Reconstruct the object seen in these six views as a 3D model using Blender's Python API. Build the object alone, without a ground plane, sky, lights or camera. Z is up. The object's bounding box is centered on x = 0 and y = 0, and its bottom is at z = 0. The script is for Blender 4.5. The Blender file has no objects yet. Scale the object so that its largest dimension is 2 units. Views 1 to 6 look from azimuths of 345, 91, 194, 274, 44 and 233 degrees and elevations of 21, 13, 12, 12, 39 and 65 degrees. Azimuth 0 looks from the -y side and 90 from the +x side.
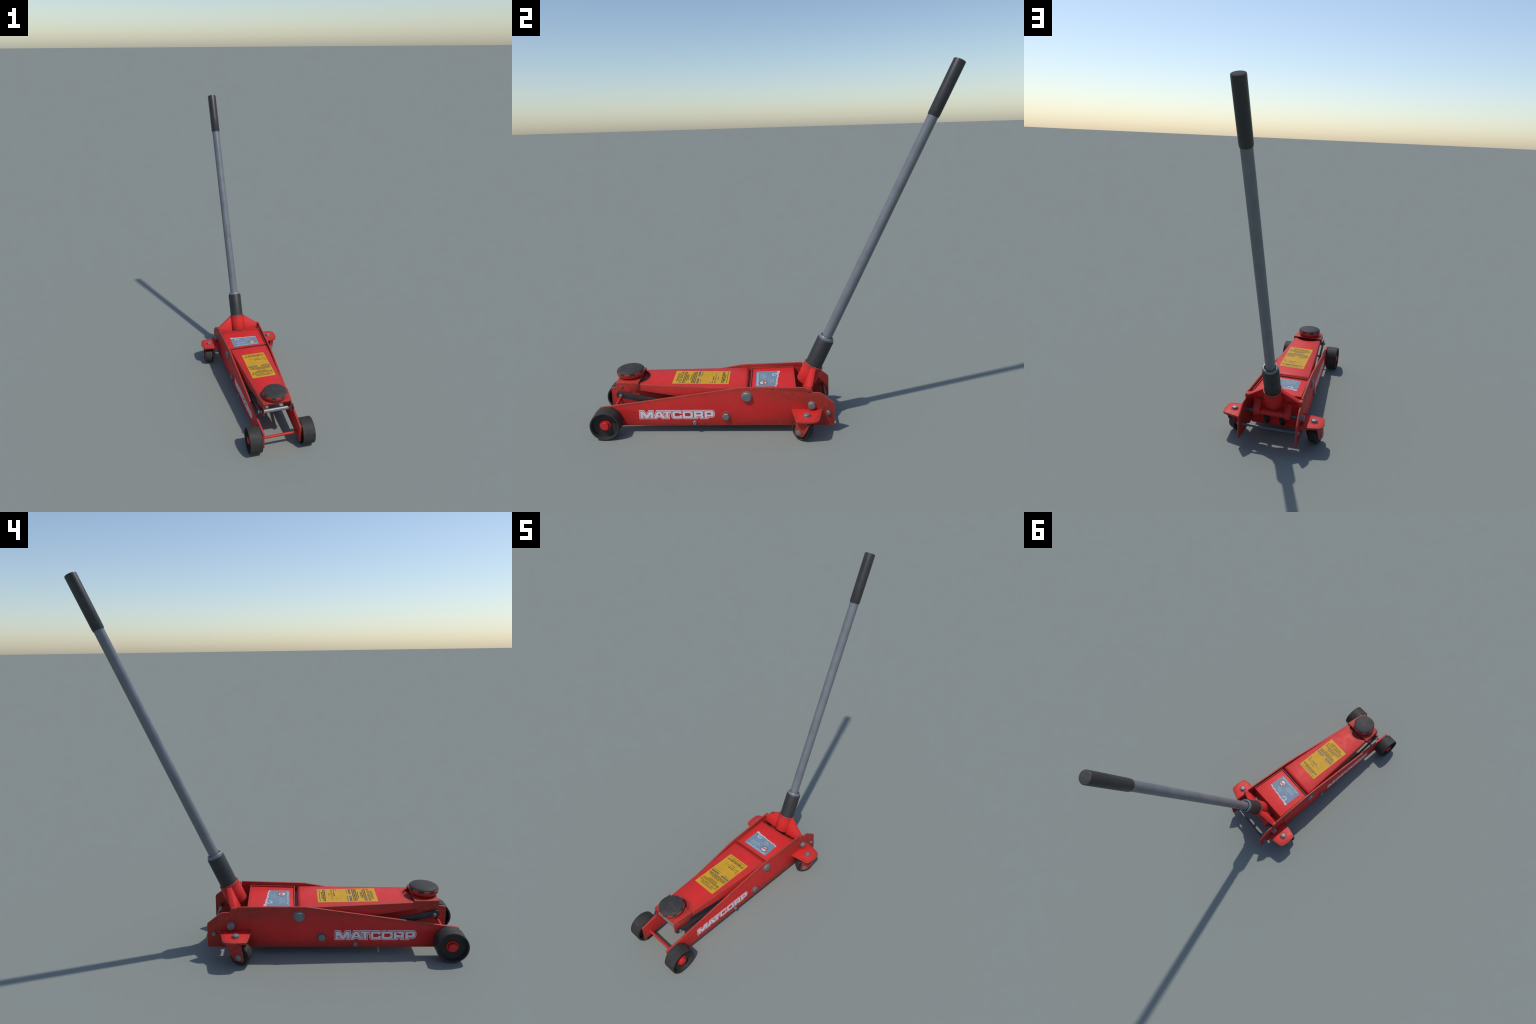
"""Hydraulic trolley jack: red sheet-metal chassis, lifting arm with saddle,
long steel pump handle, two fixed front wheels and two rear swivel casters.
Metres, z up, saddle end towards -y, handle leaning towards +y."""
import bpy, bmesh, math, random
from math import sin, cos, pi, radians, sqrt, atan2
from mathutils import Vector, Matrix

random.seed(7)
V = Vector

# ------------------------------------------------------------------ materials
def lin(c):
    return tuple(((x / 255) / 12.92 if x / 255 <= .04045 else ((x / 255 + .055) / 1.055) ** 2.4) for x in c) + (1.0,)

class Mat:
    def __init__(self, name):
        self.m = bpy.data.materials.new(name)
        self.m.use_nodes = True
        self.t = self.m.node_tree
        self.b = self.t.nodes["Principled BSDF"]
        self.co = self.n("ShaderNodeTexCoord").outputs["Object"]
    def n(self, typ, **kw):
        nd = self.t.nodes.new(typ)
        for k, v in kw.items():
            setattr(nd, k, v)
        return nd
    def link(self, a, b):
        self.t.links.new(a, b)
    def noise(self, scale, detail=4, rough=.55, vec=None, dist=0):
        nd = self.n("ShaderNodeTexNoise")
        nd.inputs["Scale"].default_value = scale
        nd.inputs["Detail"].default_value = detail
        nd.inputs["Roughness"].default_value = rough
        nd.inputs["Distortion"].default_value = dist
        self.link(vec or self.co, nd.inputs["Vector"])
        return nd.outputs["Fac"]
    def ramp(self, fac, lo, hi, a=0.0, b=1.0):
        nd = self.n("ShaderNodeMapRange")
        for k, v in (("From Min", lo), ("From Max", hi), ("To Min", a), ("To Max", b)):
            nd.inputs[k].default_value = v
        self.link(fac, nd.inputs["Value"])
        return nd.outputs["Result"]
    def math(self, op, a, b=None):
        nd = self.n("ShaderNodeMath", operation=op)
        for i, v in enumerate((a, b)):
            if v is None: continue
            if hasattr(v, "links"): self.link(v, nd.inputs[i])
            else: nd.inputs[i].default_value = v
        return nd.outputs[0]
    def mix(self, fac, a, b):
        nd = self.n("ShaderNodeMix", data_type="RGBA")
        if hasattr(fac, "links"): self.link(fac, nd.inputs[0])
        else: nd.inputs[0].default_value = fac
        for i, v in ((6, a), (7, b)):
            if hasattr(v, "links"): self.link(v, nd.inputs[i])
            else: nd.inputs[i].default_value = v
        return nd.outputs[2]
    def edge(self, radius, gain):
        """Mask of a band along edges: bevelled normal against true normal."""
        bv = self.n("ShaderNodeBevel", samples=8)
        bv.inputs["Radius"].default_value = radius
        g = self.n("ShaderNodeNewGeometry")
        d = self.n("ShaderNodeVectorMath", operation="DOT_PRODUCT")
        self.link(bv.outputs[0], d.inputs[0]); self.link(g.outputs["Normal"], d.inputs[1])
        return self.ramp(d.outputs["Value"], 1 - gain * .01, 1 - gain * .16, 0, 1)
    def bump(self, h, strength, dist):
        nd = self.n("ShaderNodeBump")
        nd.inputs["Strength"].default_value = strength
        nd.inputs["Distance"].default_value = dist
        self.link(h, nd.inputs["Height"])
        self.link(nd.outputs[0], self.b.inputs["Normal"])
    def out(self, col, rough=.5, metal=0.0, spec=.5):
        for k, v in (("Base Color", col), ("Roughness", rough), ("Metallic", metal), ("Specular IOR Level", spec)):
            if hasattr(v, "links"): self.link(v, self.b.inputs[k])
            else: self.b.inputs[k].default_value = v
        return self.m

def make_red(name, edge_wear=True):
    k = Mat(name)
    col = k.mix(k.ramp(k.noise(9, 3), .35, .65), RED_A, RED_B)
    grime = k.math("MULTIPLY", k.ramp(k.noise(40, 8, .75), .50, .76), k.ramp(k.noise(4.5, 2), .44, .68))
    col = k.mix(k.math("MULTIPLY", grime, .34), col, GRIME)
    col = k.mix(k.ramp(k.noise(120, 3), .5, .8, 0, .16), col, GRIME)
    scuff = k.math("MULTIPLY", k.ramp(k.noise(95, 4, .6, dist=.6), .62, .72), k.ramp(k.noise(6, 2), .54, .68))
    col = k.mix(k.math("MULTIPLY", scuff, .2), col, SCUFF)
    if edge_wear:
        wide = k.math("MULTIPLY", k.edge(.030, .45), k.ramp(k.noise(52, 7, .7), .34, .6, .2, .72))  # broad brown band along the edges, broken up by noise
        col = k.mix(wide, col, GRIME)
        e = k.math("MULTIPLY", k.edge(.0045, .4), k.ramp(k.noise(45, 5), .3, .6, .3, .8))
        col = k.mix(e, col, WORN)
    k.bump(k.noise(300, 3), .12, .0006)
    return k.out(col, k.ramp(k.noise(30, 4), .3, .7, .48, .64), 0, .3)

RED_A = lin((202, 40, 39)); RED_B = lin((210, 43, 42))
GRIME = lin((104, 52, 36)); SCUFF = lin((240, 84, 78)); WORN = lin((142, 108, 103))

def make_plain(name, a, b, scale, rough, metal=0.0, spec=.5, dust=None, dust_amt=0., bump=0.):
    k = Mat(name)
    col = k.mix(k.ramp(k.noise(scale, 5), .35, .65), lin(a), lin(b))
    if dust:
        m = k.math("MULTIPLY", k.ramp(k.noise(scale * 2.2, 6, .65), .5, .72), k.ramp(k.noise(scale * .6, 2), .45, .65))
        col = k.mix(k.math("MULTIPLY", m, dust_amt), col, lin(dust))
    if bump: k.bump(k.noise(scale * 12, 3), bump, .0008)
    return k.out(col, rough, metal, spec)

M = {}
M["red"] = make_red("red_paint")
M["red_flat"] = make_red("red_paint_flat", False)
M["rubber"] = make_plain("black_rubber", (46, 43, 42), (54, 51, 49), 22, .66, 0, .3, (96, 91, 86), .3, .2)
M["pad"] = make_plain("saddle_rubber", (52, 50, 49), (58, 55, 54), 34, .66, 0, .3, (130, 127, 124), .3, .2)
M["black"] = make_plain("black_enamel", (38, 38, 39), (46, 46, 47), 18, .5, 0, .45, (90, 86, 82), .3)
M["grip"] = make_plain("grip_rubber", (40, 40, 41), (47, 46, 47), 14, .42, 0, .5, (80, 76, 70), .3)
M["end"] = make_plain("grip_end_rubber", (74, 72, 70), (84, 82, 80), 40, .9, 0, .1)
M["tube"] = make_plain("tube_steel", (106, 110, 116), (116, 119, 124), 12, .40, .15, .5, (90, 84, 80), .4)
M["steel"] = make_plain("bolt_steel", (110, 112, 116), (130, 131, 134), 40, .5, .35, .5, (96, 84, 80), .5)
M["bright"] = make_plain("pin_steel", (118, 118, 121), (134, 134, 137), 25, .42, .3)
M["shaft"] = make_plain("dark_steel", (70, 74, 82), (84, 88, 96), 25, .4, .4)
M["yellow"] = make_plain("label_yellow", (200, 151, 40), (192, 149, 42), 16, .6, 0, .2, (184, 128, 42), .6)
M["ink"] = make_plain("label_ink", (74, 64, 42), (66, 58, 40), 60, .6)
M["ink_dark"] = make_plain("label_ink_dark", (66, 58, 58), (74, 66, 62), 60, .6)
M["ink_pale"] = make_plain("label_ink_pale", (150, 138, 138), (140, 128, 128), 90, .6)
M["rule"] = make_plain("label_rule", (160, 126, 44), (168, 132, 46), 40, .6)
M["blue"] = make_plain("label_blue", (108, 130, 147), (115, 135, 150), 20, .6, 0, .2)
M["white"] = make_plain("label_white", (206, 213, 215), (194, 205, 210), 50, .6)
M["white_dim"] = make_plain("label_pale", (152, 170, 182), (142, 162, 176), 70, .6)
M["torn"] = make_plain("torn_paper", (178, 172, 180), (196, 170, 176), 60, .7)
M["olive"] = make_plain("label_olive", (98, 104, 100), (112, 112, 100), 90, .6)
M["crest_red"] = make_plain("label_red", (205, 84, 82), (196, 90, 90), 60, .6)

def make_letter_white(name, lo):
    k = Mat(name)
    worn = k.ramp(k.noise(38, 8, .72, dist=.4), lo, lo + .05)
    streak = k.ramp(k.noise(14, 3), .3, .7)
    col = k.mix(streak, lin((212, 211, 218)), lin((222, 221, 226)))
    return k.out(k.mix(worn, col, RED_A), .5, 0, .4)
M["letter_a"] = make_letter_white("letter_paint", .66)
M["letter_b"] = make_letter_white("letter_paint_worn", .59)

# ------------------------------------------------------------------ mesh helpers
ROOT = bpy.data.objects.new("trolley_jack", None)
bpy.context.scene.collection.objects.link(ROOT)
ROOT["label"] = "red hydraulic trolley floor jack with long steel handle"
ROOT["category"] = "floor jack"

def finish(bm, name, mats, parent=None, bevel=0, seg=2, angle=32, bev_angle=30):
    bmesh.ops.remove_doubles(bm, verts=bm.verts, dist=1e-6)
    bmesh.ops.recalc_face_normals(bm, faces=bm.faces)
    if bevel:
        ed = [e for e in bm.edges if len(e.link_faces) == 2 and e.calc_face_angle(0) > radians(bev_angle)]
        bmesh.ops.bevel(bm, geom=ed, offset=bevel, segments=seg, profile=.5, affect="EDGES", clamp_overlap=True)
    me = bpy.data.meshes.new(name)
    bm.to_mesh(me); bm.free()
    me.shade_smooth()
    me.set_sharp_from_angle(angle=radians(angle))
    for m in (mats if isinstance(mats, (list, tuple)) else [mats]):
        me.materials.append(M[m])
    ob = bpy.data.objects.new(name, me)
    bpy.context.scene.collection.objects.link(ob)
    ob.parent = parent or ROOT
    return ob

def again(ob, mat, parent=None):
    """Another instance of a part, sharing its mesh."""
    c = ob.copy()
    bpy.context.scene.collection.objects.link(c)
    c.parent = parent or ob.parent
    c.matrix_local = mat
    return c

def fillet(pts, seg=6):
    """Polygon corners (x, y[, radius]) to a rounded outline."""
    out = []
    n = len(pts)
    for i, p in enumerate(pts):
        r = p[2] if len(p) > 2 else 0
        a = V(pts[i - 1][:2]); b = V(p[:2]); c = V(pts[(i + 1) % n][:2])
        if not r:
            out.append(b); continue
        u = (a - b).normalized(); w = (c - b).normalized()
        half = u.angle(w) / 2
        d = r / math.tan(half)
        ctr = b + (u + w).normalized() * (r / sin(half))
        p0 = b + u * d; p1 = b + w * d
        a0 = atan2(*(p0 - ctr).yx); a1 = atan2(*(p1 - ctr).yx)
        da = (a1 - a0 + pi) % (2 * pi) - pi
        out += [ctr + V((cos(a0 + da * k / seg), sin(a0 + da * k / seg))) * r for k in range(seg + 1)]
    return out

def add_prism(bm, outline, place, t0, t1, mi=0):
    """Extrude a 2D outline between depths t0 and t1; place(u, v, t) gives the point."""
    lo = [bm.verts.new(place(p[0], p[1], t0)) for p in outline]
    hi = [bm.verts.new(place(p[0], p[1], t1)) for p in outline]
    fs = [bm.faces.new(lo[::-1]), bm.faces.new(hi)]
    n = len(lo)
    for i in range(n):
        j = (i + 1) % n
        fs.append(bm.faces.new((lo[i], lo[j], hi[j], hi[i])))
    for f in fs: f.material_index = mi
    return fs

def frame(axis, origin):
    a = V(axis).normalized()
    x = a.orthogonal().normalized()
    if abs(a.x) < .999: x = V((1, 0, 0)) - a * a.x; x.normalize()
    else: x = V((0, 1, 0))
    y = a.cross(x)
    o = V(origin)
    return lambda r, th, s: o + x * (r * cos(th)) + y * (r * sin(th)) + a * s

def add_lathe(bm, prof, axis, origin, seg=40, mi=0, closed=False):
    f = frame(axis, origin)
    rings = []
    for r, s in prof:
        if r < 1e-7: rings.append([bm.verts.new(f(0, 0, s))])
        else: rings.append([bm.verts.new(f(r, 2 * pi * i / seg, s)) for i in range(seg)])
    pairs = list(zip(rings, rings[1:]))
    if closed: pairs.append((rings[-1], rings[0]))
    for A, B in pairs:
        for i in range(seg):
            j = (i + 1) % seg
            q = [A[i % len(A)], A[j % len(A)], B[j % len(B)], B[i % len(B)]]
            q = [v for k, v in enumerate(q) if v not in q[:k]]
            if len(q) > 2:
                bm.faces.new(q).material_index = mi

def lathe(name, prof, axis, origin, mat, parent=None, seg=40, closed=False, angle=32):
    bm = bmesh.new()
    add_lathe(bm, prof, axis, origin, seg, closed=closed)
    return finish(bm, name, mat, parent, angle=angle)

def rod_profile(r, length, c=.0015, s0=0.):
    return [(0, s0), (r - c, s0), (r, s0 + c), (r, s0 + length - c), (r - c, s0 + length), (0, s0 + length)]

def rod(name, r, a, b, mat, parent=None, seg=28, c=.0012):
    a, b = V(a), V(b)
    return lathe(name, rod_profile(r, (b - a).length, c), b - a, a, mat, parent, seg)

def add_hull(bm, corners, mi=0):
    """Hexahedron from 8 corners: first four one end (loop), last four the other."""
    v = [bm.verts.new(c) for c in corners]
    for q in ((0, 1, 2, 3), (7, 6, 5, 4), (0, 4, 5, 1), (1, 5, 6, 2), (2, 6, 7, 3), (3, 7, 4, 0)):
        bm.faces.new([v[i] for i in q]).material_index = mi

# ------------------------------------------------------------------ chassis side plates
SPLAY = .0363
def plate_x(y): return .123 + (y + .965) * SPLAY         # outer face of the side plate
def plate_t(y): return .0125 - (y + .966) * .0037             # sheet thins towards the rear
plate_outline = fillet([
    (-.966, .043), (-.966, .1515, .004), (-.18, .2675, .12), (.1765, .2675, .004), (.1775, .238, .003),
    (.2575, .2365, .035), (.3315, .176, .018), (.3315, .043, .009)])
plates = {}
for s in (1, -1):
    bm = bmesh.new()
    add_prism(bm, plate_outline, lambda u, v, t: V((s * (plate_x(u) - t * plate_t(u)), u, v)), 0, 1)
    plates[s] = finish(bm, "side_plate", "red", bevel=.0014)

# ------------------------------------------------------------------ lettering on the plates
# wide block capitals, drawn on a 185-unit cap height; outline corners carry fillet radii
LETTERS = [
    ([[(140, 0), (140, 185), (235, 185), (318, 80), (395, 185), (490, 185), (495, 0), (437, 0), (432, 105), (350, 0),
       (285, 0), (205, 110), (207, 0)]]),
    ([[(520, 0), (612, 185), (705, 185), (822, 0), (752, 0), (730, 37), (608, 37), (588, 0)],
      [(628, 72), (705, 72), (664, 140)]]),
    ([[(775, 185), (1015, 185), (1015, 145), (926, 145), (926, 0), (862, 0), (860, 145), (775, 145)]]),
    ([[(1035, 0, 55), (1035, 185, 55), (1290, 185, 38), (1290, 118), (1232, 118), (1232, 140, 8), (1100, 140, 18),
       (1100, 44, 18), (1236, 44, 8), (1236, 74), (1298, 74), (1298, 0, 40)]]),
    ([[(1320, 0, 55), (1320, 185, 55), (1605, 185, 55), (1605, 0, 55)],
      [(1385, 45, 22), (1540, 45, 22), (1540, 140, 22), (1385, 140, 22)]]),
    ([[(1635, 0), (1635, 185), (1888, 185, 38), (1888, 84), (1868, 70), (1895, 52), (1895, 0), (1832, 0), (1832, 42),
       (1705, 42), (1705, 0)],
      [(1700, 98), (1826, 98, 10), (1826, 138, 10), (1700, 138)]]),
    ([[(1930, 0), (1930, 185), (2180, 185, 52), (2180, 40, 48), (1998, 40), (1998, 0)],
      [(1996, 90), (2110, 90, 12), (2110, 140, 12), (1996, 140)]]),
]
# where the outline around a letter ignores its opening
SILHOUETTE = {3: [(1035, 0, 55), (1035, 185, 55), (1296, 185, 45), (1296, 0, 45)],
              5: [(1635, 0), (1635, 185), (1890, 185, 38), (1895, 0), (1832, 0), (1832, 42), (1705, 42), (1705, 0)]}
def area(p): return sum(p[i - 1].x * p[i].y - p[i].x * p[i - 1].y for i in range(len(p))) / 2
def offset(p, d):
    """Grow (d > 0) a counter-clockwise outline with limited mitres."""
    n = len(p); out = []
    for i in range(n):
        a, b, c = p[i - 1], p[i], p[(i + 1) % n]
        e0 = (b - a).normalized(); e1 = (c - b).normalized()
        n0 = V((e0.y, -e0.x)); n1 = V((e1.y, -e1.x))
        m = (n0 + n1)
        if m.length < .25: out += [b + n0 * d, b + n1 * d]; continue
        m.normalize()
        k = min(1 / max(m.dot(n0), .3), 1.55)
        out.append(b + m * d * k)
    return out
def fill(bm, loops, place, t, mi):
    """Triangulated flat face with holes, plus a short skirt down to the plate."""
    from mathutils.geometry import tessellate_polygon
    flat = [q for lp in loops for q in lp]
    tris = tessellate_polygon([[V((q.x, q.y, 0)) for q in lp] for lp in loops])
    top = [bm.verts.new(place(q.x, q.y, t)) for q in flat]
    for tr in tris:
        try: bm.faces.new([top[i] for i in tr]).material_index = mi
        except ValueError: pass
    k = 0
    for lp in loops:
        low = [bm.verts.new(place(q.x, q.y, -.0008)) for q in lp]
        for i in range(len(lp)):
            j = (i + 1) % len(lp)
            bm.faces.new((top[k + i], top[k + j], low[j], low[i])).material_index = mi
        k += len(lp)

UY, UZ = .4205 / 2107, .0403 / 185
for s in (1, -1):
    def place(u, v, t, s=s):
        y = (-.7455 + (u - 100) * UY) if s > 0 else (-.3285 - (u - 100) * UY)
        return V((s * (plate_x(y) + t), y, .0893 + v * UZ))
    for li, loops in enumerate(LETTERS):
        bm = bmesh.new()
        L = [fillet(lp, 5) for lp in loops]
        outer = L[0] if area(L[0]) > 0 else L[0][::-1]
        holes = [h if area(h) > 0 else h[::-1] for h in L[1:]]
        dz = li * 2.5e-5
        rim = fillet(SILHOUETTE.get(li, loops[0]), 5)
        rim = rim if area(rim) > 0 else rim[::-1]
        big, mid = offset(rim, 33), offset(rim, 17)
        fill(bm, [big], place, .0005 + dz, 0)
        fill(bm, [mid], place, .0008 + dz, 1)
        fill(bm, [outer] + [h[::-1] for h in holes], place, .0011 + dz, 0)
        bmesh.ops.recalc_face_normals(bm, faces=bm.faces)
        me = bpy.data.meshes.new("letter"); bm.to_mesh(me); bm.free()
        me.materials.append(M["letter_a" if s > 0 else "letter_b"]); me.materials.append(M["red_flat"])
        ob = bpy.data.objects.new("letter", me)
        bpy.context.scene.collection.objects.link(ob); ob.parent = plates[s]

# ------------------------------------------------------------------ bolts through the plates
def washer_bolt(name, rw, hw, rb, hb, sides, mw="steel", mb="steel", dome=.3):
    """Washer plus hex or round head, axis +z, base at the origin."""
    bm = bmesh.new()
    add_lathe(bm, [(0, -.004), (rw, -.004), (rw, hw - .001), (rw - .0012, hw), (0, hw)], (0, 0, 1), (0, 0, 0), 36, 0)
    f = frame((0, 0, 1), (0, 0, 0))
    c = .12 * rb
    add_lathe(bm, [(0, hw - .001), (rb, hw - .001), (rb, hw + hb - c), (rb - c, hw + hb), (rb * .5, hw + hb + c * dome), (0, hw + hb + c * dome * 1.3)],
              (0, 0, 1), (0, 0, 0), sides, 1)
    return finish(bm, name, [mw, mb], angle=28)

def plate_matrix(s, y, z, depth=0.):
    n = V((s, -SPLAY, 0)).normalized()
    up = V((0, 0, 1)); t = up.cross(n)
    return Matrix.Translation((s * (plate_x(y) + depth), y, z)) @ Matrix((t, up, n)).transposed().to_4x4()

specs = [("pivot_bolt", washer_bolt("pivot_bolt", .0305, .004, .0255, .008, 32), -.1445, .2155),
         ("hex_bolt", washer_bolt("hex_bolt", .028, .003, .0205, .011, 6, "red"), -.262, .099),
         ("axle_bolt", washer_bolt("axle_bolt", .0215, .004, .0195, .0165, 24), .2075, .1655),
         ("tie_bolt", washer_bolt("tie_bolt", .0115, .002, .0105, .0095, 20), .2975, .121),
         ("tie_bolt", washer_bolt("tie_bolt", .0118, .002, .0108, .0085, 20), -.436, .0615)]
for nm, ob, y, z in specs:
    ob.parent = plates[1]; ob.matrix_local = plate_matrix(1, y, z)
    again(ob, plate_matrix(-1, y, z), plates[-1])

def across(y):
    return plate_x(y) - plate_t(y)
def cross_rod(name, r, y, z, mat, seg=24):
    w = across(y) + .002
    return rod(name, r, (-w, y, z), (w, y, z), mat, seg=seg)
cross_rod("tie_rod", .0082, .2975, .121, "shaft")
cross_rod("tie_rod", .0075, -.436, .0615, "shaft")
cross_rod("handle_axle", .0125, .2075, .1665, "shaft")
cross_rod("arm_axle", .018, -.1445, .2155, "shaft")
cross_rod("front_axle", .0085, -.919, .081, "red")

# ------------------------------------------------------------------ front wheels
WR = .081
tyre = [(.020, .153), (.067, .152), (.070, .1290), (.0715, .1275), (.079, .1275), (WR, .1295), (WR, .203), (.0795, .205), (.0735, .205),
        (.072, .2035), (.070, .183), (.020, .181)]
tyre_bm = bmesh.new()
add_lathe(tyre_bm, tyre, (1, 0, 0), (0, 0, 0), 72, closed=True)
tyre_ob = finish(tyre_bm, "wheel", "rubber", angle=30)
hub_bm = bmesh.new()
add_lathe(hub_bm, [(0, .118), (.020, .118), (.020, .174), (.031, .174), (.031, .187), (.0295, .1895), (.0240, .1895), (.0235, .184), (.0215, .184), (.0215, .2015), (.0195, .203), (0, .203)],
          (1, 0, 0), (0, 0, 0), 40)
hub_ob = finish(hub_bm, "wheel_hub", "red_flat", tyre_ob, angle=30)
tyre_ob.matrix_local = Matrix.Translation((0, -.919, WR))
w2 = again(tyre_ob, Matrix.Translation((0, -.919, WR)) @ Matrix.Rotation(pi, 4, "Z"))
again(hub_ob, Matrix.Identity(4), w2)

# ------------------------------------------------------------------ lifting arm
def arm_w(y): return .136 + (y + .145) * .0683           # half width
def arm_z(y): return .2575 - (y + .246) * .0342           # top sheet
def arm_low(y): return max(.2395 - (y + .744) * .155, .125)
bm = bmesh.new()
ys = [-.836 + i * (.836 - .16) / 16 for i in range(17)] + [-.153, -.147, -.142, -.139, -.138]
T = .007
rings = []
for y in ys:
    w, z, zl = arm_w(y), arm_z(y), arm_low(y)
    if y > -.1601:                                         # rolled rear edge
        z -= .022 - sqrt(max(.022 ** 2 - (y + .160) ** 2, 0))
    sec = [(-w, zl), (-w, z - .006), (-w + .002, z - .002), (-w + .006, z), (w - .006, z), (w - .002, z - .002), (w, z - .006), (w, zl),
           (w - T, zl), (w - T, z - T - .002), (-w + T, z - T - .002), (-w + T, zl)]
    rings.append([bm.verts.new((x, y, zz)) for x, zz in sec])
for A, B in zip(rings, rings[1:]):
    for i in range(12):
        j = (i + 1) % 12
        bm.faces.new((A[i], A[j], B[j], B[i]))
def cap(A):
    for q in ((0, 1, 10, 11), (1, 2, 3, 10), (3, 4, 9, 10), (4, 5, 6, 9), (6, 7, 8, 9)):
        bm.faces.new([A[i] for i in q])
cap(rings[0])
A = rings[-1]
cap(A)
arm = finish(bm, "lifting_arm", "red", angle=28)
# rear closing sheet below the rolled edge
bm = bmesh.new()
w = arm_w(-.140)
add_prism(bm, [V((-w + .001, .128)), V((w - .001, .128)), V((w - .001, .229)), V((-w + .001, .229))], lambda u, v, t: V((u, t, v)), -.144, -.1382)
finish(bm, "arm_end_sheet", "red", arm, bevel=.001)
# round recess under the saddle
RC, RR = -.7935, .0945
cut = bmesh.new()
bmesh.ops.create_cone(cut, cap_ends=True, segments=72, radius1=RR, radius2=RR, depth=.05)
bmesh.ops.translate(cut, verts=cut.verts, vec=(0, RC, .278))
cm = bpy.data.meshes.new("cutter"); cut.to_mesh(cm); cut.free()
co = bpy.data.objects.new("cutter", cm); bpy.context.scene.collection.objects.link(co)
md = arm.modifiers.new("recess", "BOOLEAN"); md.operation = "DIFFERENCE"; md.object = co; md.solver = "EXACT"
dg = bpy.context.evaluated_depsgraph_get()
me = bpy.data.meshes.new_from_object(arm.evaluated_get(dg))
arm.modifiers.clear(); old = arm.data; arm.data = me; me.name = "lifting_arm"
bpy.data.meshes.remove(old); bpy.data.objects.remove(co); bpy.data.meshes.remove(cm)
me.shade_smooth(); me.set_sharp_from_angle(angle=radians(28))
bm = bmesh.new()
ring = [V((RR * 1.01 * cos(2 * pi * i / 72), RC + RR * 1.01 * sin(2 * pi * i / 72))) for i in range(72)]
ring = [V((max(-arm_w(p.y) + .004, min(arm_w(p.y) - .004, p.x)), max(p.y, -.8355))) for p in ring]
def cup_place(u, v, t): return V((u, v, arm_z(v) + t))
add_prism(bm, ring, cup_place, -.0195, -.0135)
finish(bm, "arm_recess", "red", arm, bevel=.001)

# ------------------------------------------------------------------ saddle mount, link bars, front pin
bm = bmesh.new()
def br_w(y): return .0893 + (y + .869) * .104
top = fillet([(-br_w(-.869), -.869), (br_w(-.869), -.869), (br_w(-.742), -.742), (-br_w(-.742), -.742)])
add_prism(bm, top, lambda u, v, t: V((u, v, t)), .2785, .2855)
mount = finish(bm, "saddle_mount", "red", bevel=.002)
bm = bmesh.new()
add_prism(bm, [V((-.0835, -.8625)), V((.0835, -.8625)), V((.0862, -.835)), V((-.0862, -.835))], lambda u, v, t: V((u, v, t)), .266, .2786)
finish(bm, "arm_nose", "red", mount, bevel=.0015)
flap = fillet([(-.869, .2835), (-.869, .1985, .004), (-.835, .2000, .03), (-.765, .2285, .035), (-.742, .262, .03), (-.742, .2835)])
for s in (1, -1):
    bm = bmesh.new()
    add_prism(bm, flap, lambda u, v, t: V((s * (br_w(u) - t), u, v)), .0001, .0050)
    finish(bm, "mount_cheek", "red", mount, bevel=.0012)
rivet = lathe("rivet", [(0, -.003), (.0068, -.003), (.0068, .002), (.005, .004), (0, .0045)], (0, 0, 1), (0, 0, 0), "red", mount, 20)
rivet.matrix_local = Matrix.Translation((br_w(-.838), -.838, .261)) @ Matrix.Rotation(pi / 2, 4, "Y")
again(rivet, Matrix.Translation((-br_w(-.838), -.838, .261)) @ Matrix.Rotation(-pi / 2, 4, "Y"))
PIN = (-.8425, .2155)
rod("front_pin", .0135, (-br_w(PIN[0]) + .006, *PIN), (br_w(PIN[0]) - .006, *PIN), "bright", mount)
for s in (1, -1):
    rod("pin_end", .0092, (s * .084, *PIN), (s * .1165, *PIN), "steel", mount, 20, .002)
    rod("pin_collar", .0125, (s * .0935, *PIN), (s * .0985, *PIN), "black", mount, 20, .002)
    # link bar back to the hex bolt
    y0, z0, y1, z1 = PIN[0], PIN[1] + .002, -.262, .099
    d = V((y1 - y0, z1 - z0)); ln = d.length; d.normalize(); nn = V((-d.y, d.x))
    bar = fillet([(-.026, -.017, .012), (ln + .018, -.017, .012), (ln + .018, .017, .012), (-.026, .017, .012)])
    bm = bmesh.new()
    def lp(u, v, t):
        p = V((y0, z0)) + d * u + nn * v
        return V((s * (.0985 + t + (p.x - y0) * .047), p.x, p.y))
    add_prism(bm, bar, lp, 0, .0085)
    finish(bm, "link_bar", "black", bevel=.0015)

# ------------------------------------------------------------------ saddle
SY = -.807
cup = lathe("saddle_cup", [(0, .2805), (.044, .2805), (.05, .2875), (.062, .2895), (.070, .2945), (.0745, .302), (.0765, .3115), (.070, .3115), (.066, .300), (0, .298)],
            (0, 0, 1), (0, SY, 0), "red", seg=72, angle=40)
def arc_block(bm, r0, r1, a0, a1, z0, z1, n=8):
    o = [V((r1 * cos(a0 + (a1 - a0) * i / n), r1 * sin(a0 + (a1 - a0) * i / n))) for i in range(n + 1)]
    o += [V((r0 * cos(a1 + (a0 - a1) * i / n), r0 * sin(a1 + (a0 - a1) * i / n))) for i in range(n + 1)]
    add_prism(bm, o, lambda u, v, t: V((u, SY + v, t)), z0, z1)
bm = bmesh.new()
for k in range(8):
    c = radians(45 * k)
    arc_block(bm, .0705, .0768, c - radians(12), c + radians(12), .3108, .3225)
finish(bm, "saddle_teeth", "red", cup, bevel=.0008)
bm = bmesh.new()
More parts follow.
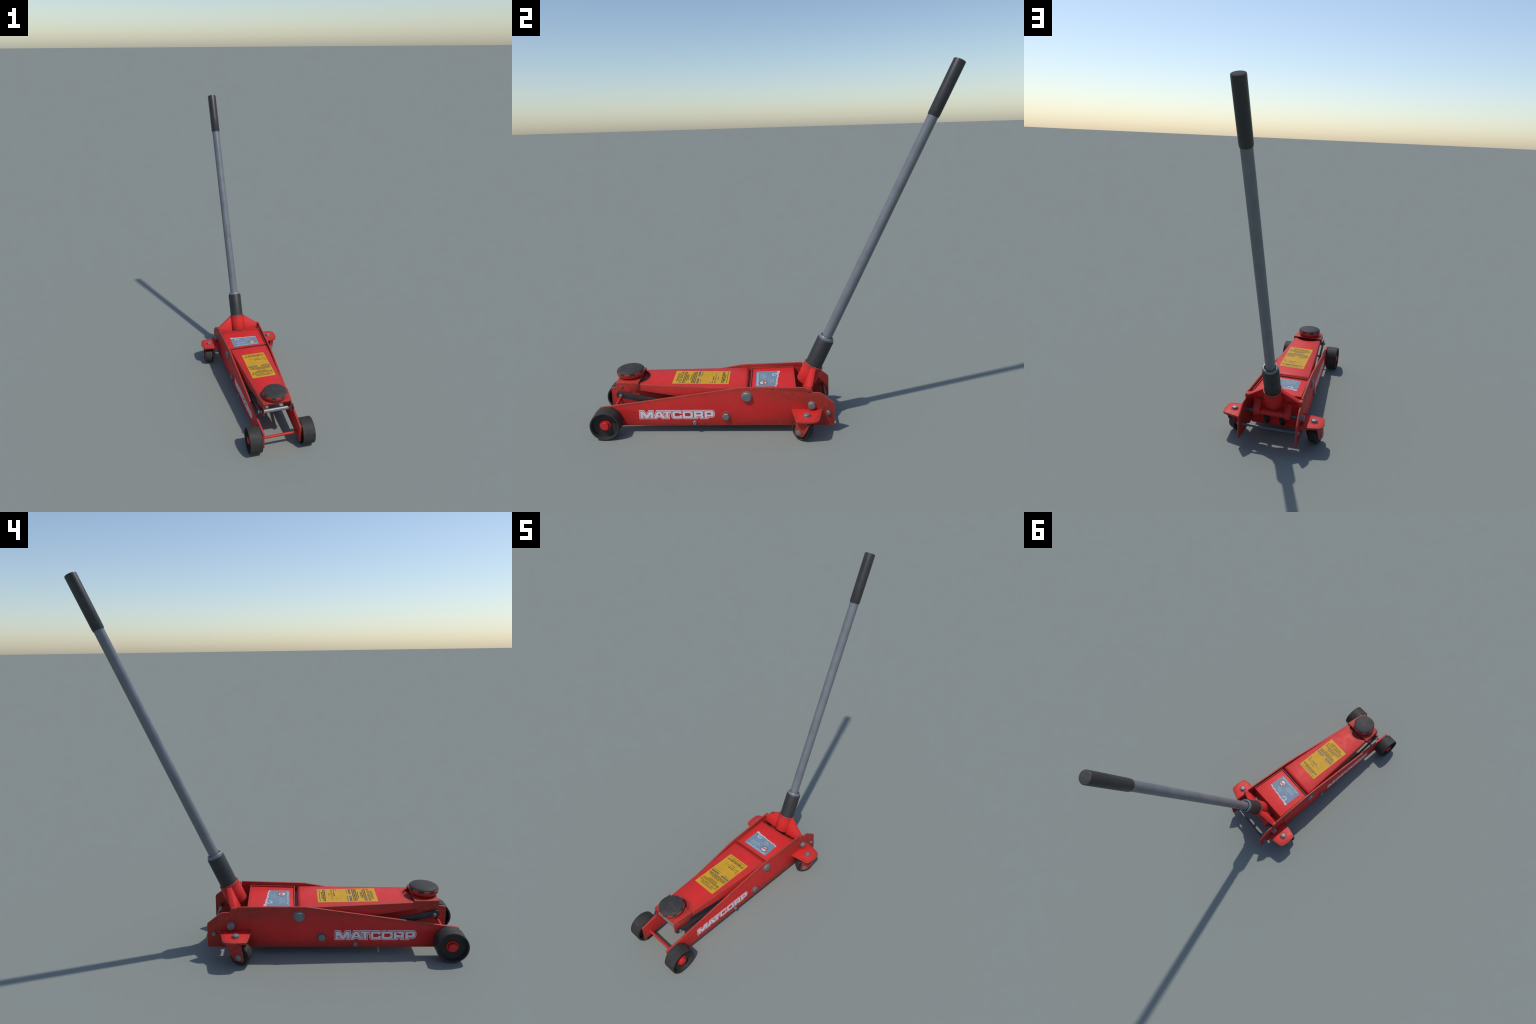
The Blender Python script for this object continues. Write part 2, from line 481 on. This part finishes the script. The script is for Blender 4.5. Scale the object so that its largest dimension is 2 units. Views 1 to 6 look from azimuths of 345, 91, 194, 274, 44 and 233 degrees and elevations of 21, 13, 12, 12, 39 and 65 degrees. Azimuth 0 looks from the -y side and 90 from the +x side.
add_lathe(bm, [(0, .302), (.0700, .302), (.0740, .321), (.0732, .3258), (.0700, .3288), (.058, .3325), (.038, .3358), (.018, .3372), (0, .3375)], (0, 0, 1), (0, SY, 0), 72)
for k in range(8):
    c = radians(22.5 + 45 * k)
    arc_block(bm, .066, .0762, c - radians(9.5), c + radians(9.5), .312, .3222)
pad = finish(bm, "saddle_pad", "pad", cup, angle=40)

# ------------------------------------------------------------------ hydraulic tank between the plates
def tank_w(y): return plate_x(y) - .0140
bm = bmesh.new()
Y0, Y1 = -.126, .125
quad = [V((-tank_w(Y0), Y0)), V((tank_w(Y0), Y0)), V((tank_w(Y1), Y1)), V((-tank_w(Y1), Y1))]
flat = lambda u, v, t: V((u, v, t))
add_prism(bm, quad, flat, .044, .2425)
tank = finish(bm, "hydraulic_tank", "red", bevel=.002)
def inset(q, d): return [V((p.x - math.copysign(d, p.x), p.y - math.copysign(d, p.y - 0))) for p in q]
bm = bmesh.new()
q2 = inset(quad, .0045)
for i in range(4):
    j = (i + 1) % 4
    add_hull(bm, [V((*quad[i], .239)), V((*quad[j], .239)), V((*q2[j], .239)), V((*q2[i], .239)),
                  V((*quad[i], .251)), V((*quad[j], .251)), V((*q2[j], .251)), V((*q2[i], .251))])
bmesh.ops.remove_doubles(bm, verts=bm.verts, dist=1e-6)
dup = {}
for f in list(bm.faces):
    dup.setdefault(frozenset(f.verts), []).append(f)
bmesh.ops.delete(bm, geom=[f for fs in dup.values() if len(fs) > 1 for f in fs], context="FACES_ONLY")
finish(bm, "tank_rim", "red", tank, bevel=.0012)

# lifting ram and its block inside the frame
rod("lift_ram", .030, (0, -.40, .096), (0, -.12, .124), "black", c=.004, seg=36)

# ------------------------------------------------------------------ pump plungers behind the tank
for s in (1, -1):
    x = .047 * s
    lathe("pump_plunger", [(0, -.008), (.008, -.007), (.0125, -.003), (.0148, .004), (.0152, .010), (.0152, .058), (.0125, .0605), (.0125, .092), (0, .093)],
          (0, .047, .062), (x, .140, .072), "black", seg=28)

# ------------------------------------------------------------------ handle socket and handle
AX = V((0, .4184, .90826)); S0 = V((0, .1835, .2216))
socket = lathe("handle_socket", [(0, 0), (.046, 0), (.052, .003), (.0545, .009), (.0545, .1165), (.0533, .118), (.0487, .118), (.0480, .116), (.048, .02), (0, .02)],
               AX, S0, "red", seg=56)
sleeve = lathe("handle_sleeve", [(0, .03), (.0472, .03), (.0472, .279), (.0455, .282), (.0400, .282), (.04, .27), (0, .27)], AX, S0, "black", seg=56)
lathe("handle_collar", [(.0285, .262), (.0425, .262), (.0430, .286), (.0420, .294), (.0390, .2985), (.0345, .299), (.0318, .295), (.0310, .285), (.0285, .285)],
      AX, S0, "tube", sleeve, 56, closed=True)
HS, HA = S0 + V((-.0014, 0, 0)), (AX + V((-.0012, 0, 0))).normalized()   # tube sits a hair off the socket axis
lathe("handle_tube", [(0, .20), (.0280, .20), (.0275, 1.70), (0, 1.70)], HA, HS, "tube", seg=56)
lathe("hand_grip", [(.0276, 1.594), (.0290, 1.592), (.0303, 1.594), (.0304, 1.600), (.0314, 1.602), (.0318, 1.700), (.0320, 1.8800), (.0313, 1.8835), (.0298, 1.8845)],
      HA, HS, "grip", seg=56)
lathe("grip_end", [(.0303, 1.881), (.0298, 1.8845), (.026, 1.8856), (.014, 1.8862), (0, 1.8864)], HA, HS, "end", seg=56)

for s in (1, -1):
    bm = bmesh.new()
    # front sheet, then the flange folded back along its sloping top edge
    xi, xo_ = s * .046, s * .1475
    def sheet_pts(x, tf, bf, th): return [V((x, *tf)), V((x, tf[0] + th, tf[1] - th * .4)), V((x, bf[0] + th, bf[1] - .001)), V((x, *bf))]
    add_hull(bm, sheet_pts(xi, (.216, .332), (.165, .221), .006) + sheet_pts(xo_, (.187, .2655), (.168, .226), .006))
    fl_i = [(.2155, .3325), (.2425, .3285), (.2400, .3215), (.2135, .3255)]
    fl_o = [(.1865, .2660), (.2130, .2595), (.2105, .2525), (.1845, .2590)]
    add_hull(bm, [V((xi, *p)) for p in fl_i] + [V((xo_ , *p)) for p in fl_o])
    g = finish(bm, "socket_gusset", "red_flat", socket, bevel=.0012)
    bm = bmesh.new()
    kn = [(.1795, .2645), (.2065, .2615), (.2085, .2395), (.1795, .2400)]
    add_hull(bm, [V((s * .1465, *p)) for p in kn] + [V((s * .1685, *p)) for p in kn])
    finish(bm, "gusset_lug", "red", g, bevel=.0025)
    # strap hugging the axle
    prof = fillet([(.172, .2275), (.184, .2335, .004), (.2315, .188, .018), (.2345, .1425, .025), (.1815, .1425, .024), (.1830, .186, .012), (.195, .200, .01)], 8)
    bm = bmesh.new()
    add_prism(bm, prof, lambda u, v, t: V((t, u, v)), s * .0725, s * .1115)
    finish(bm, "axle_strap", "red", socket, bevel=.0015)
rod("axle_sleeve", .0175, (-.0735, .2075, .1665), (.0735, .2075, .1665), "red", socket)

# ------------------------------------------------------------------ rear swivel casters
wing = [(plate_x(.10) - .004, .0985), (.2905, .1165, .024), (.2985, .182, .0), (.2930, .2365, .030), (plate_x(.267) - .004, .2675)]
CZ = .140
cbolt = washer_bolt("caster_bolt", .0262, .0022, .0185, .0105, 6, "red", "steel", dome=.9)
# caster in its own frame: axle along x, trail along -y
fork_side = fillet([(.040, .1165, .006), (-.043, .1165, .006), (-.057, .030, .013), (-.004, .0315, .016), (.018, .066, .03)])
axle_trail = -.028
fork_bm = bmesh.new()
for t0, t1 in ((-.0395, -.0360), (.0360, .0395)):
    add_prism(fork_bm, fork_side, lambda u, v, t: V((t, u, v)), t0, t1)
fork = finish(fork_bm, "caster_fork", "red", bevel=.001)
yoke_bm = bmesh.new()
add_prism(yoke_bm, fillet([(-.0392, -.042, .004), (.0392, -.042, .004), (.0392, .038, .004), (-.0392, .038, .004)]), flat, .1125, .1172)
add_lathe(yoke_bm, [(0, .117), (.024, .117), (.024, .129), (0, .129)], (0, 0, 1), (0, 0, 0), 28)
yoke = finish(yoke_bm, "caster_yoke", "red", fork, bevel=.001)
CR = .053
cw_bm = bmesh.new()
add_lathe(cw_bm, [(.012, -.020), (.038, -.020), (.043, -.0275), (.0485, -.0275), (CR - .001, -.0235), (CR, -.018), (CR, .018), (CR - .001, .0235), (.0485, .0275), (.043, .0275), (.038, .020), (.012, .020)],
          (1, 0, 0), (0, axle_trail, CR), 56, closed=True)
cwheel = finish(cw_bm, "caster_wheel", "rubber", fork, angle=35)
ax_bm = bmesh.new()
add_lathe(ax_bm, [(0, -.046), (.0075, -.046), (.0095, -.045), (.010, -.0425), (.0155, -.0425), (.0155, -.0396), (.009, -.0396), (.009, .0396), (.0155, .0396), (.0155, .0425), (.010, .0425), (.0095, .045), (.0075, .046), (0, .046)],
          (1, 0, 0), (0, axle_trail, CR), 28)
caxle = finish(ax_bm, "caster_axle", "steel", fork, angle=30)
first = True
for s, yaw in ((1, radians(-36)), (-1, radians(-14.6))):
    bm = bmesh.new()
    add_prism(bm, fillet(wing), lambda u, v, t: V((s * u, v, t)), CZ - .012, CZ)
    wg = finish(bm, "caster_bracket", "red", bevel=.0016)
    mb = Matrix.Translation((s * .238, .1765, CZ))
    mf = Matrix.Translation((s * .238, .1765, 0)) @ Matrix.Rotation(yaw, 4, "Z")
    if first:
        cbolt.parent = wg; cbolt.matrix_local = mb
        fork.parent = wg; fork.matrix_local = mf
        first = False
    else:
        again(cbolt, mb, wg)
        f2 = again(fork, mf, wg)
        f3 = [again(o, Matrix.Identity(4), wg) for o in (yoke, cwheel, caxle)]
        for o in f3: o.parent = f2

# ------------------------------------------------------------------ labels
def panel(name, outline, place, t, mat, parent):
    bm = bmesh.new()
    add_prism(bm, outline, place, -.0006, t)
    return finish(bm, name, mat, parent)

def words(bm, u0, u1, v, h, place, t, glyph, gap=.24, seed=1, word=(4, 11)):
    """A line of fine print: small upright blocks grouped in word lengths."""
    rnd = random.Random(seed)
    u = u0
    while u < u1:
        for _ in range(rnd.randint(*word)):
            if u + glyph > u1: break
            hh = h * rnd.uniform(.72, 1.0)
            o = [V((u, v - hh / 2)), V((u + glyph * (1 - gap), v - hh / 2)), V((u + glyph * (1 - gap), v + hh / 2)), V((u, v + hh / 2))]
            add_prism(bm, o, place, 0, t)
            u += glyph
        u += glyph * .8
def box(bm, u0, u1, v0, v1, place, t0, t1):
    add_prism(bm, [V((u0, v0)), V((u1, v0)), V((u1, v1)), V((u0, v1))], place, t0, t1)

def lettering(name, text, place, u0, u1, vc, h, t, mat, parent, bold=.012):
    """Built-in font text, squeezed into u0..u1 with cap height h centred on vc (v grows downwards)."""
    cu = bpy.data.curves.new(name, "FONT"); cu.body = text; cu.offset = bold; cu.space_character = 1.18; cu.resolution_u = 3; cu.fill_mode = "FRONT"
    to = bpy.data.objects.new(name, cu); bpy.context.scene.collection.objects.link(to)
    me = bpy.data.meshes.new_from_object(to.evaluated_get(bpy.context.evaluated_depsgraph_get()))
    bpy.data.objects.remove(to); bpy.data.curves.remove(cu)
    xs = [v.co.x for v in me.vertices]; zs = [v.co.y for v in me.vertices]
    x0, x1, z0, z1 = min(xs), max(xs), min(zs), max(zs)
    for v in me.vertices:
        uu = u0 + (v.co.x - x0) / (x1 - x0) * (u1 - u0)
        vv = vc + h / 2 - (v.co.y - z0) / (z1 - z0) * h
        v.co = place(uu, vv, t)
    bm = bmesh.new(); bm.from_mesh(me); bpy.data.meshes.remove(me)
    bmesh.ops.remove_doubles(bm, verts=bm.verts, dist=1e-7)
    bmesh.ops.recalc_face_normals(bm, faces=bm.faces)
    if sum(f.normal.z * f.calc_area() for f in bm.faces) < 0: bmesh.ops.reverse_faces(bm, faces=bm.faces)
    r = bmesh.ops.extrude_face_region(bm, geom=list(bm.faces))
    for g in r["geom"]:
        if isinstance(g, bmesh.types.BMVert): g.co.z -= t + .0002
    me = bpy.data.meshes.new(name); bm.to_mesh(me); bm.free(); me.materials.append(M[mat])
    ob = bpy.data.objects.new(name, me); bpy.context.scene.collection.objects.link(ob); ob.parent = parent
    return ob

# yellow inspection certificate on the arm; u across (0..1, reads from the handle end), v down the sheet
YX0, YX1, YY0, YY1 = .083, -.0765, -.560, -.2465
def yp(u, v, t):
    y = YY0 + v * (YY1 - YY0)
    return V((YX0 + u * (YX1 - YX0), y, arm_z(y) + t))
cert = panel("yellow_label", [V(p) for p in ((0, 0), (1, 0), (1, 1), (0, 1))], yp, .0006, "yellow", arm)
lift = lambda e: (lambda u, v, t: yp(u, v, t + e))
top_y = lift(.0004)
lettering("label_text", "CERTIFICATE", top_y, .17, .80, .075, .044, .0006, "ink", cert, .02)
lettering("label_text", "OF LIFT INSPECTION", top_y, .05, .94, .128, .044, .0006, "ink", cert, .02)
bm = bmesh.new()
rows = [(.05, .95, .180, .022, .021), (.06, .94, .207, .018, .020), (.24, .76, .234, .018, .020), (.30, .70, .258, .016, .020),
        (.28, .74, .308, .016, .019), (.06, .92, .338, .021, .022), (.05, .95, .366, .021, .022), (.04, .95, .393, .019, .020),
        (.07, .95, .872, .020, .021), (.06, .93, .897, .020, .021), (.22, .78, .921, .018, .021), (.08, .95, .962, .013, .016),
        (.05, .13, .668, .017, .019), (.05, .17, .706, .017, .019), (.05, .24, .752, .017, .017)]
for i, (a, b, v, h, g) in enumerate(rows):
    words(bm, a, b, v, h, top_y, .0005, g, seed=20 + i)
fine = finish(bm, "fine_print", "ink", cert); fine["kind"] = "stuff"
bm = bmesh.new()
box(bm, .03, .405, .425, .460, top_y, 0, .0005); box(bm, .57, .95, .425, .460, top_y, 0, .0005)
finish(bm, "label_bar", "ink_dark", cert)
bm = bmesh.new()
words(bm, .055, .385, .4425, .015, lift(.0009), .0004, .021, seed=3); words(bm, .60, .93, .4425, .015, lift(.0009), .0004, .021, seed=4)
st = finish(bm, "bar_print", "ink_pale", cert); st["kind"] = "stuff"

def scrawl(name, u0, u1, v, h, n, place, seed, parent, mat="ink_dark", wd=.012):
    """Pen writing: a looping zigzag stroke."""
    rnd = random.Random(seed); pts = []
    for i in range(n + 1):
        pts.append(V((u0 + (u1 - u0) * i / n + rnd.uniform(-.3, .3) / n * (u1 - u0), v + (h / 2 if i % 2 else -h / 2) * rnd.uniform(.45, 1.0))))
    bm = bmesh.new()
    for k, (a, b) in enumerate(zip(pts, pts[1:])):
        if rnd.random() < .12: continue
        o = [V((a.x - wd / 2, a.y)), V((b.x - wd / 2, b.y)), V((b.x + wd / 2, b.y)), V((a.x + wd / 2, a.y))]
        if abs(area(o)) > 1e-7: add_prism(bm, o, place, 0, .0005 + k * 1e-6)
    ob = finish(bm, name, mat, parent); ob["kind"] = "stuff"
scrawl("pen_writing", .05, .34, .492, .032, 11, top_y, 1, cert)
scrawl("pen_writing", .56, .94, .494, .026, 20, top_y, 2, cert, "ink_dark", .010)
scrawl("pen_writing", .26, .56, .712, .030, 17, top_y, 3, cert, wd=.016)
scrawl("pen_writing", .27, .76, .752, .030, 18, top_y, 4, cert)
scrawl("pen_writing", .29, .58, .797, .028, 12, top_y, 5, cert)
bm = bmesh.new()
for i in range(9):
    v = .545 + i * .034
    if v < .64 or v > .82: box(bm, .03, .36, v, v + .0035, top_y, 0, .0002)
    box(bm, .52 if v < .7 else .70, .93, v + .004, v + .0075, top_y, 0, .0002)
ru = finish(bm, "label_rule", "rule", cert); ru["kind"] = "stuff"

# blue label with a torn edge on the tank lid
BX0, BX1, BY0, BY1 = .094, -.0985, -.097, .042
def bp(u, v, t): return V((BX0 + u * (BX1 - BX0), BY0 + v * (BY1 - BY0), .2425 + t))
rnd = random.Random(11)
def ragged(base, amp, n=46):
    w = 0; out = []
    for i in range(n + 1):
        w = .72 * w + rnd.uniform(-amp, amp)
        u = i / n
        out.append(V((1 - u, base(1 - u) + w)))
    return out
base_w = lambda u: .83 + .21 * u - .09 * u * u + (.045 if u > .88 else 0) + .008 * sin(u * 19)
def sheet(edge):
    c = [V((q.x, q.y)) for q in fillet([(0, 0, .05), (1, 0, .05), (1, .3), (0, .3)], 5)]
    head = [q for q in c if q.y < .29]
    n = len(head) // 2
    left, right = head[:n], head[n:]
    return left + right + [p for p in edge]
edge_w = ragged(base_w, .011)
edge_b = [V((p.x, p.y - .062 - .014 * sin(p.x * 31 + 1) - (.06 if p.x > .88 else 0))) for p in edge_w]
paper = panel("blue_label", sheet(edge_w), bp, .0005, "torn", tank)
panel("label_face", sheet(edge_b), bp, .0008, "blue", paper)
up = lambda e: (lambda u, v, t: bp(u, v, t + e))
tb = up(.0007)
lettering("label_text", "CERTIFIED AUTOMOTIVE LIFT", tb, .07, .93, .085, .072, .0006, "white", paper, .03)
bm = bmesh.new()
for i, (a, b, v, h, g) in enumerate([(.52, .84, .20, .040, .018), (.50, .86, .265, .030, .015), (.47, .88, .315, .030, .015), (.46, .86, .36, .030, .015),
                                     (.52, .90, .405, .028, .015), (.30, .82, .535, .018, .014), (.23, .48, .60, .040, .020),
                                     (.28, .46, .665, .035, .016), (.30, .47, .72, .035, .018)]):
    words(bm, a, b, v, h, tb, .0004, g, seed=60 + i)
fp = finish(bm, "fine_print", "white_dim", paper); fp["kind"] = "stuff"
AS = (BX0 - BX1) / (BY1 - BY0)
def disc(u, v, r, n=28, r0=None):
    o = [V((u + r * cos(2 * pi * i / n), v + r * AS * sin(2 * pi * i / n))) for i in range(n)]
    return o
def ring_mesh(name, u, v, r, r0, place, t, mat, parent, a0=0, a1=2 * pi, n=28):
    bm = bmesh.new()
    for i in range(n):
        p, q = a0 + (a1 - a0) * i / n, a0 + (a1 - a0) * (i + 1) / n
        o = [V((u + rr * cos(x), v + rr * AS * sin(x))) for rr, x in ((r0, p), (r, p), (r, q), (r0, q))]
        add_prism(bm, o, place, 0, t)
    return finish(bm, name, mat, parent)
ring_mesh("label_crest", .242, .300, .134, .092, tb, .0004, "olive", paper)
panel("crest_field", disc(.242, .300, .092), up(.0006), .0004, "white", paper)
bm = bmesh.new()
for du, dv, wd in ((-.02, .03, .028), (.03, -.05, .022), (.03, .06, .02)):
    add_prism(bm, disc(.242 + du, .300 + dv, wd, 10), up(.0011), 0, .0003)
finish(bm, "crest_dot", "blue", paper)
bm = bmesh.new()
add_prism(bm, [V((.085, .300)), V((.16, .285)), V((.33, .285)), V((.405, .315)), V((.33, .375)), V((.16, .372))], up(.0014), 0, .0003)
finish(bm, "crest_band", "crest_red", paper)
ring_mesh("label_ring", .755, .775, .084, .062, tb, .0005, "white", paper, radians(-200), radians(95))
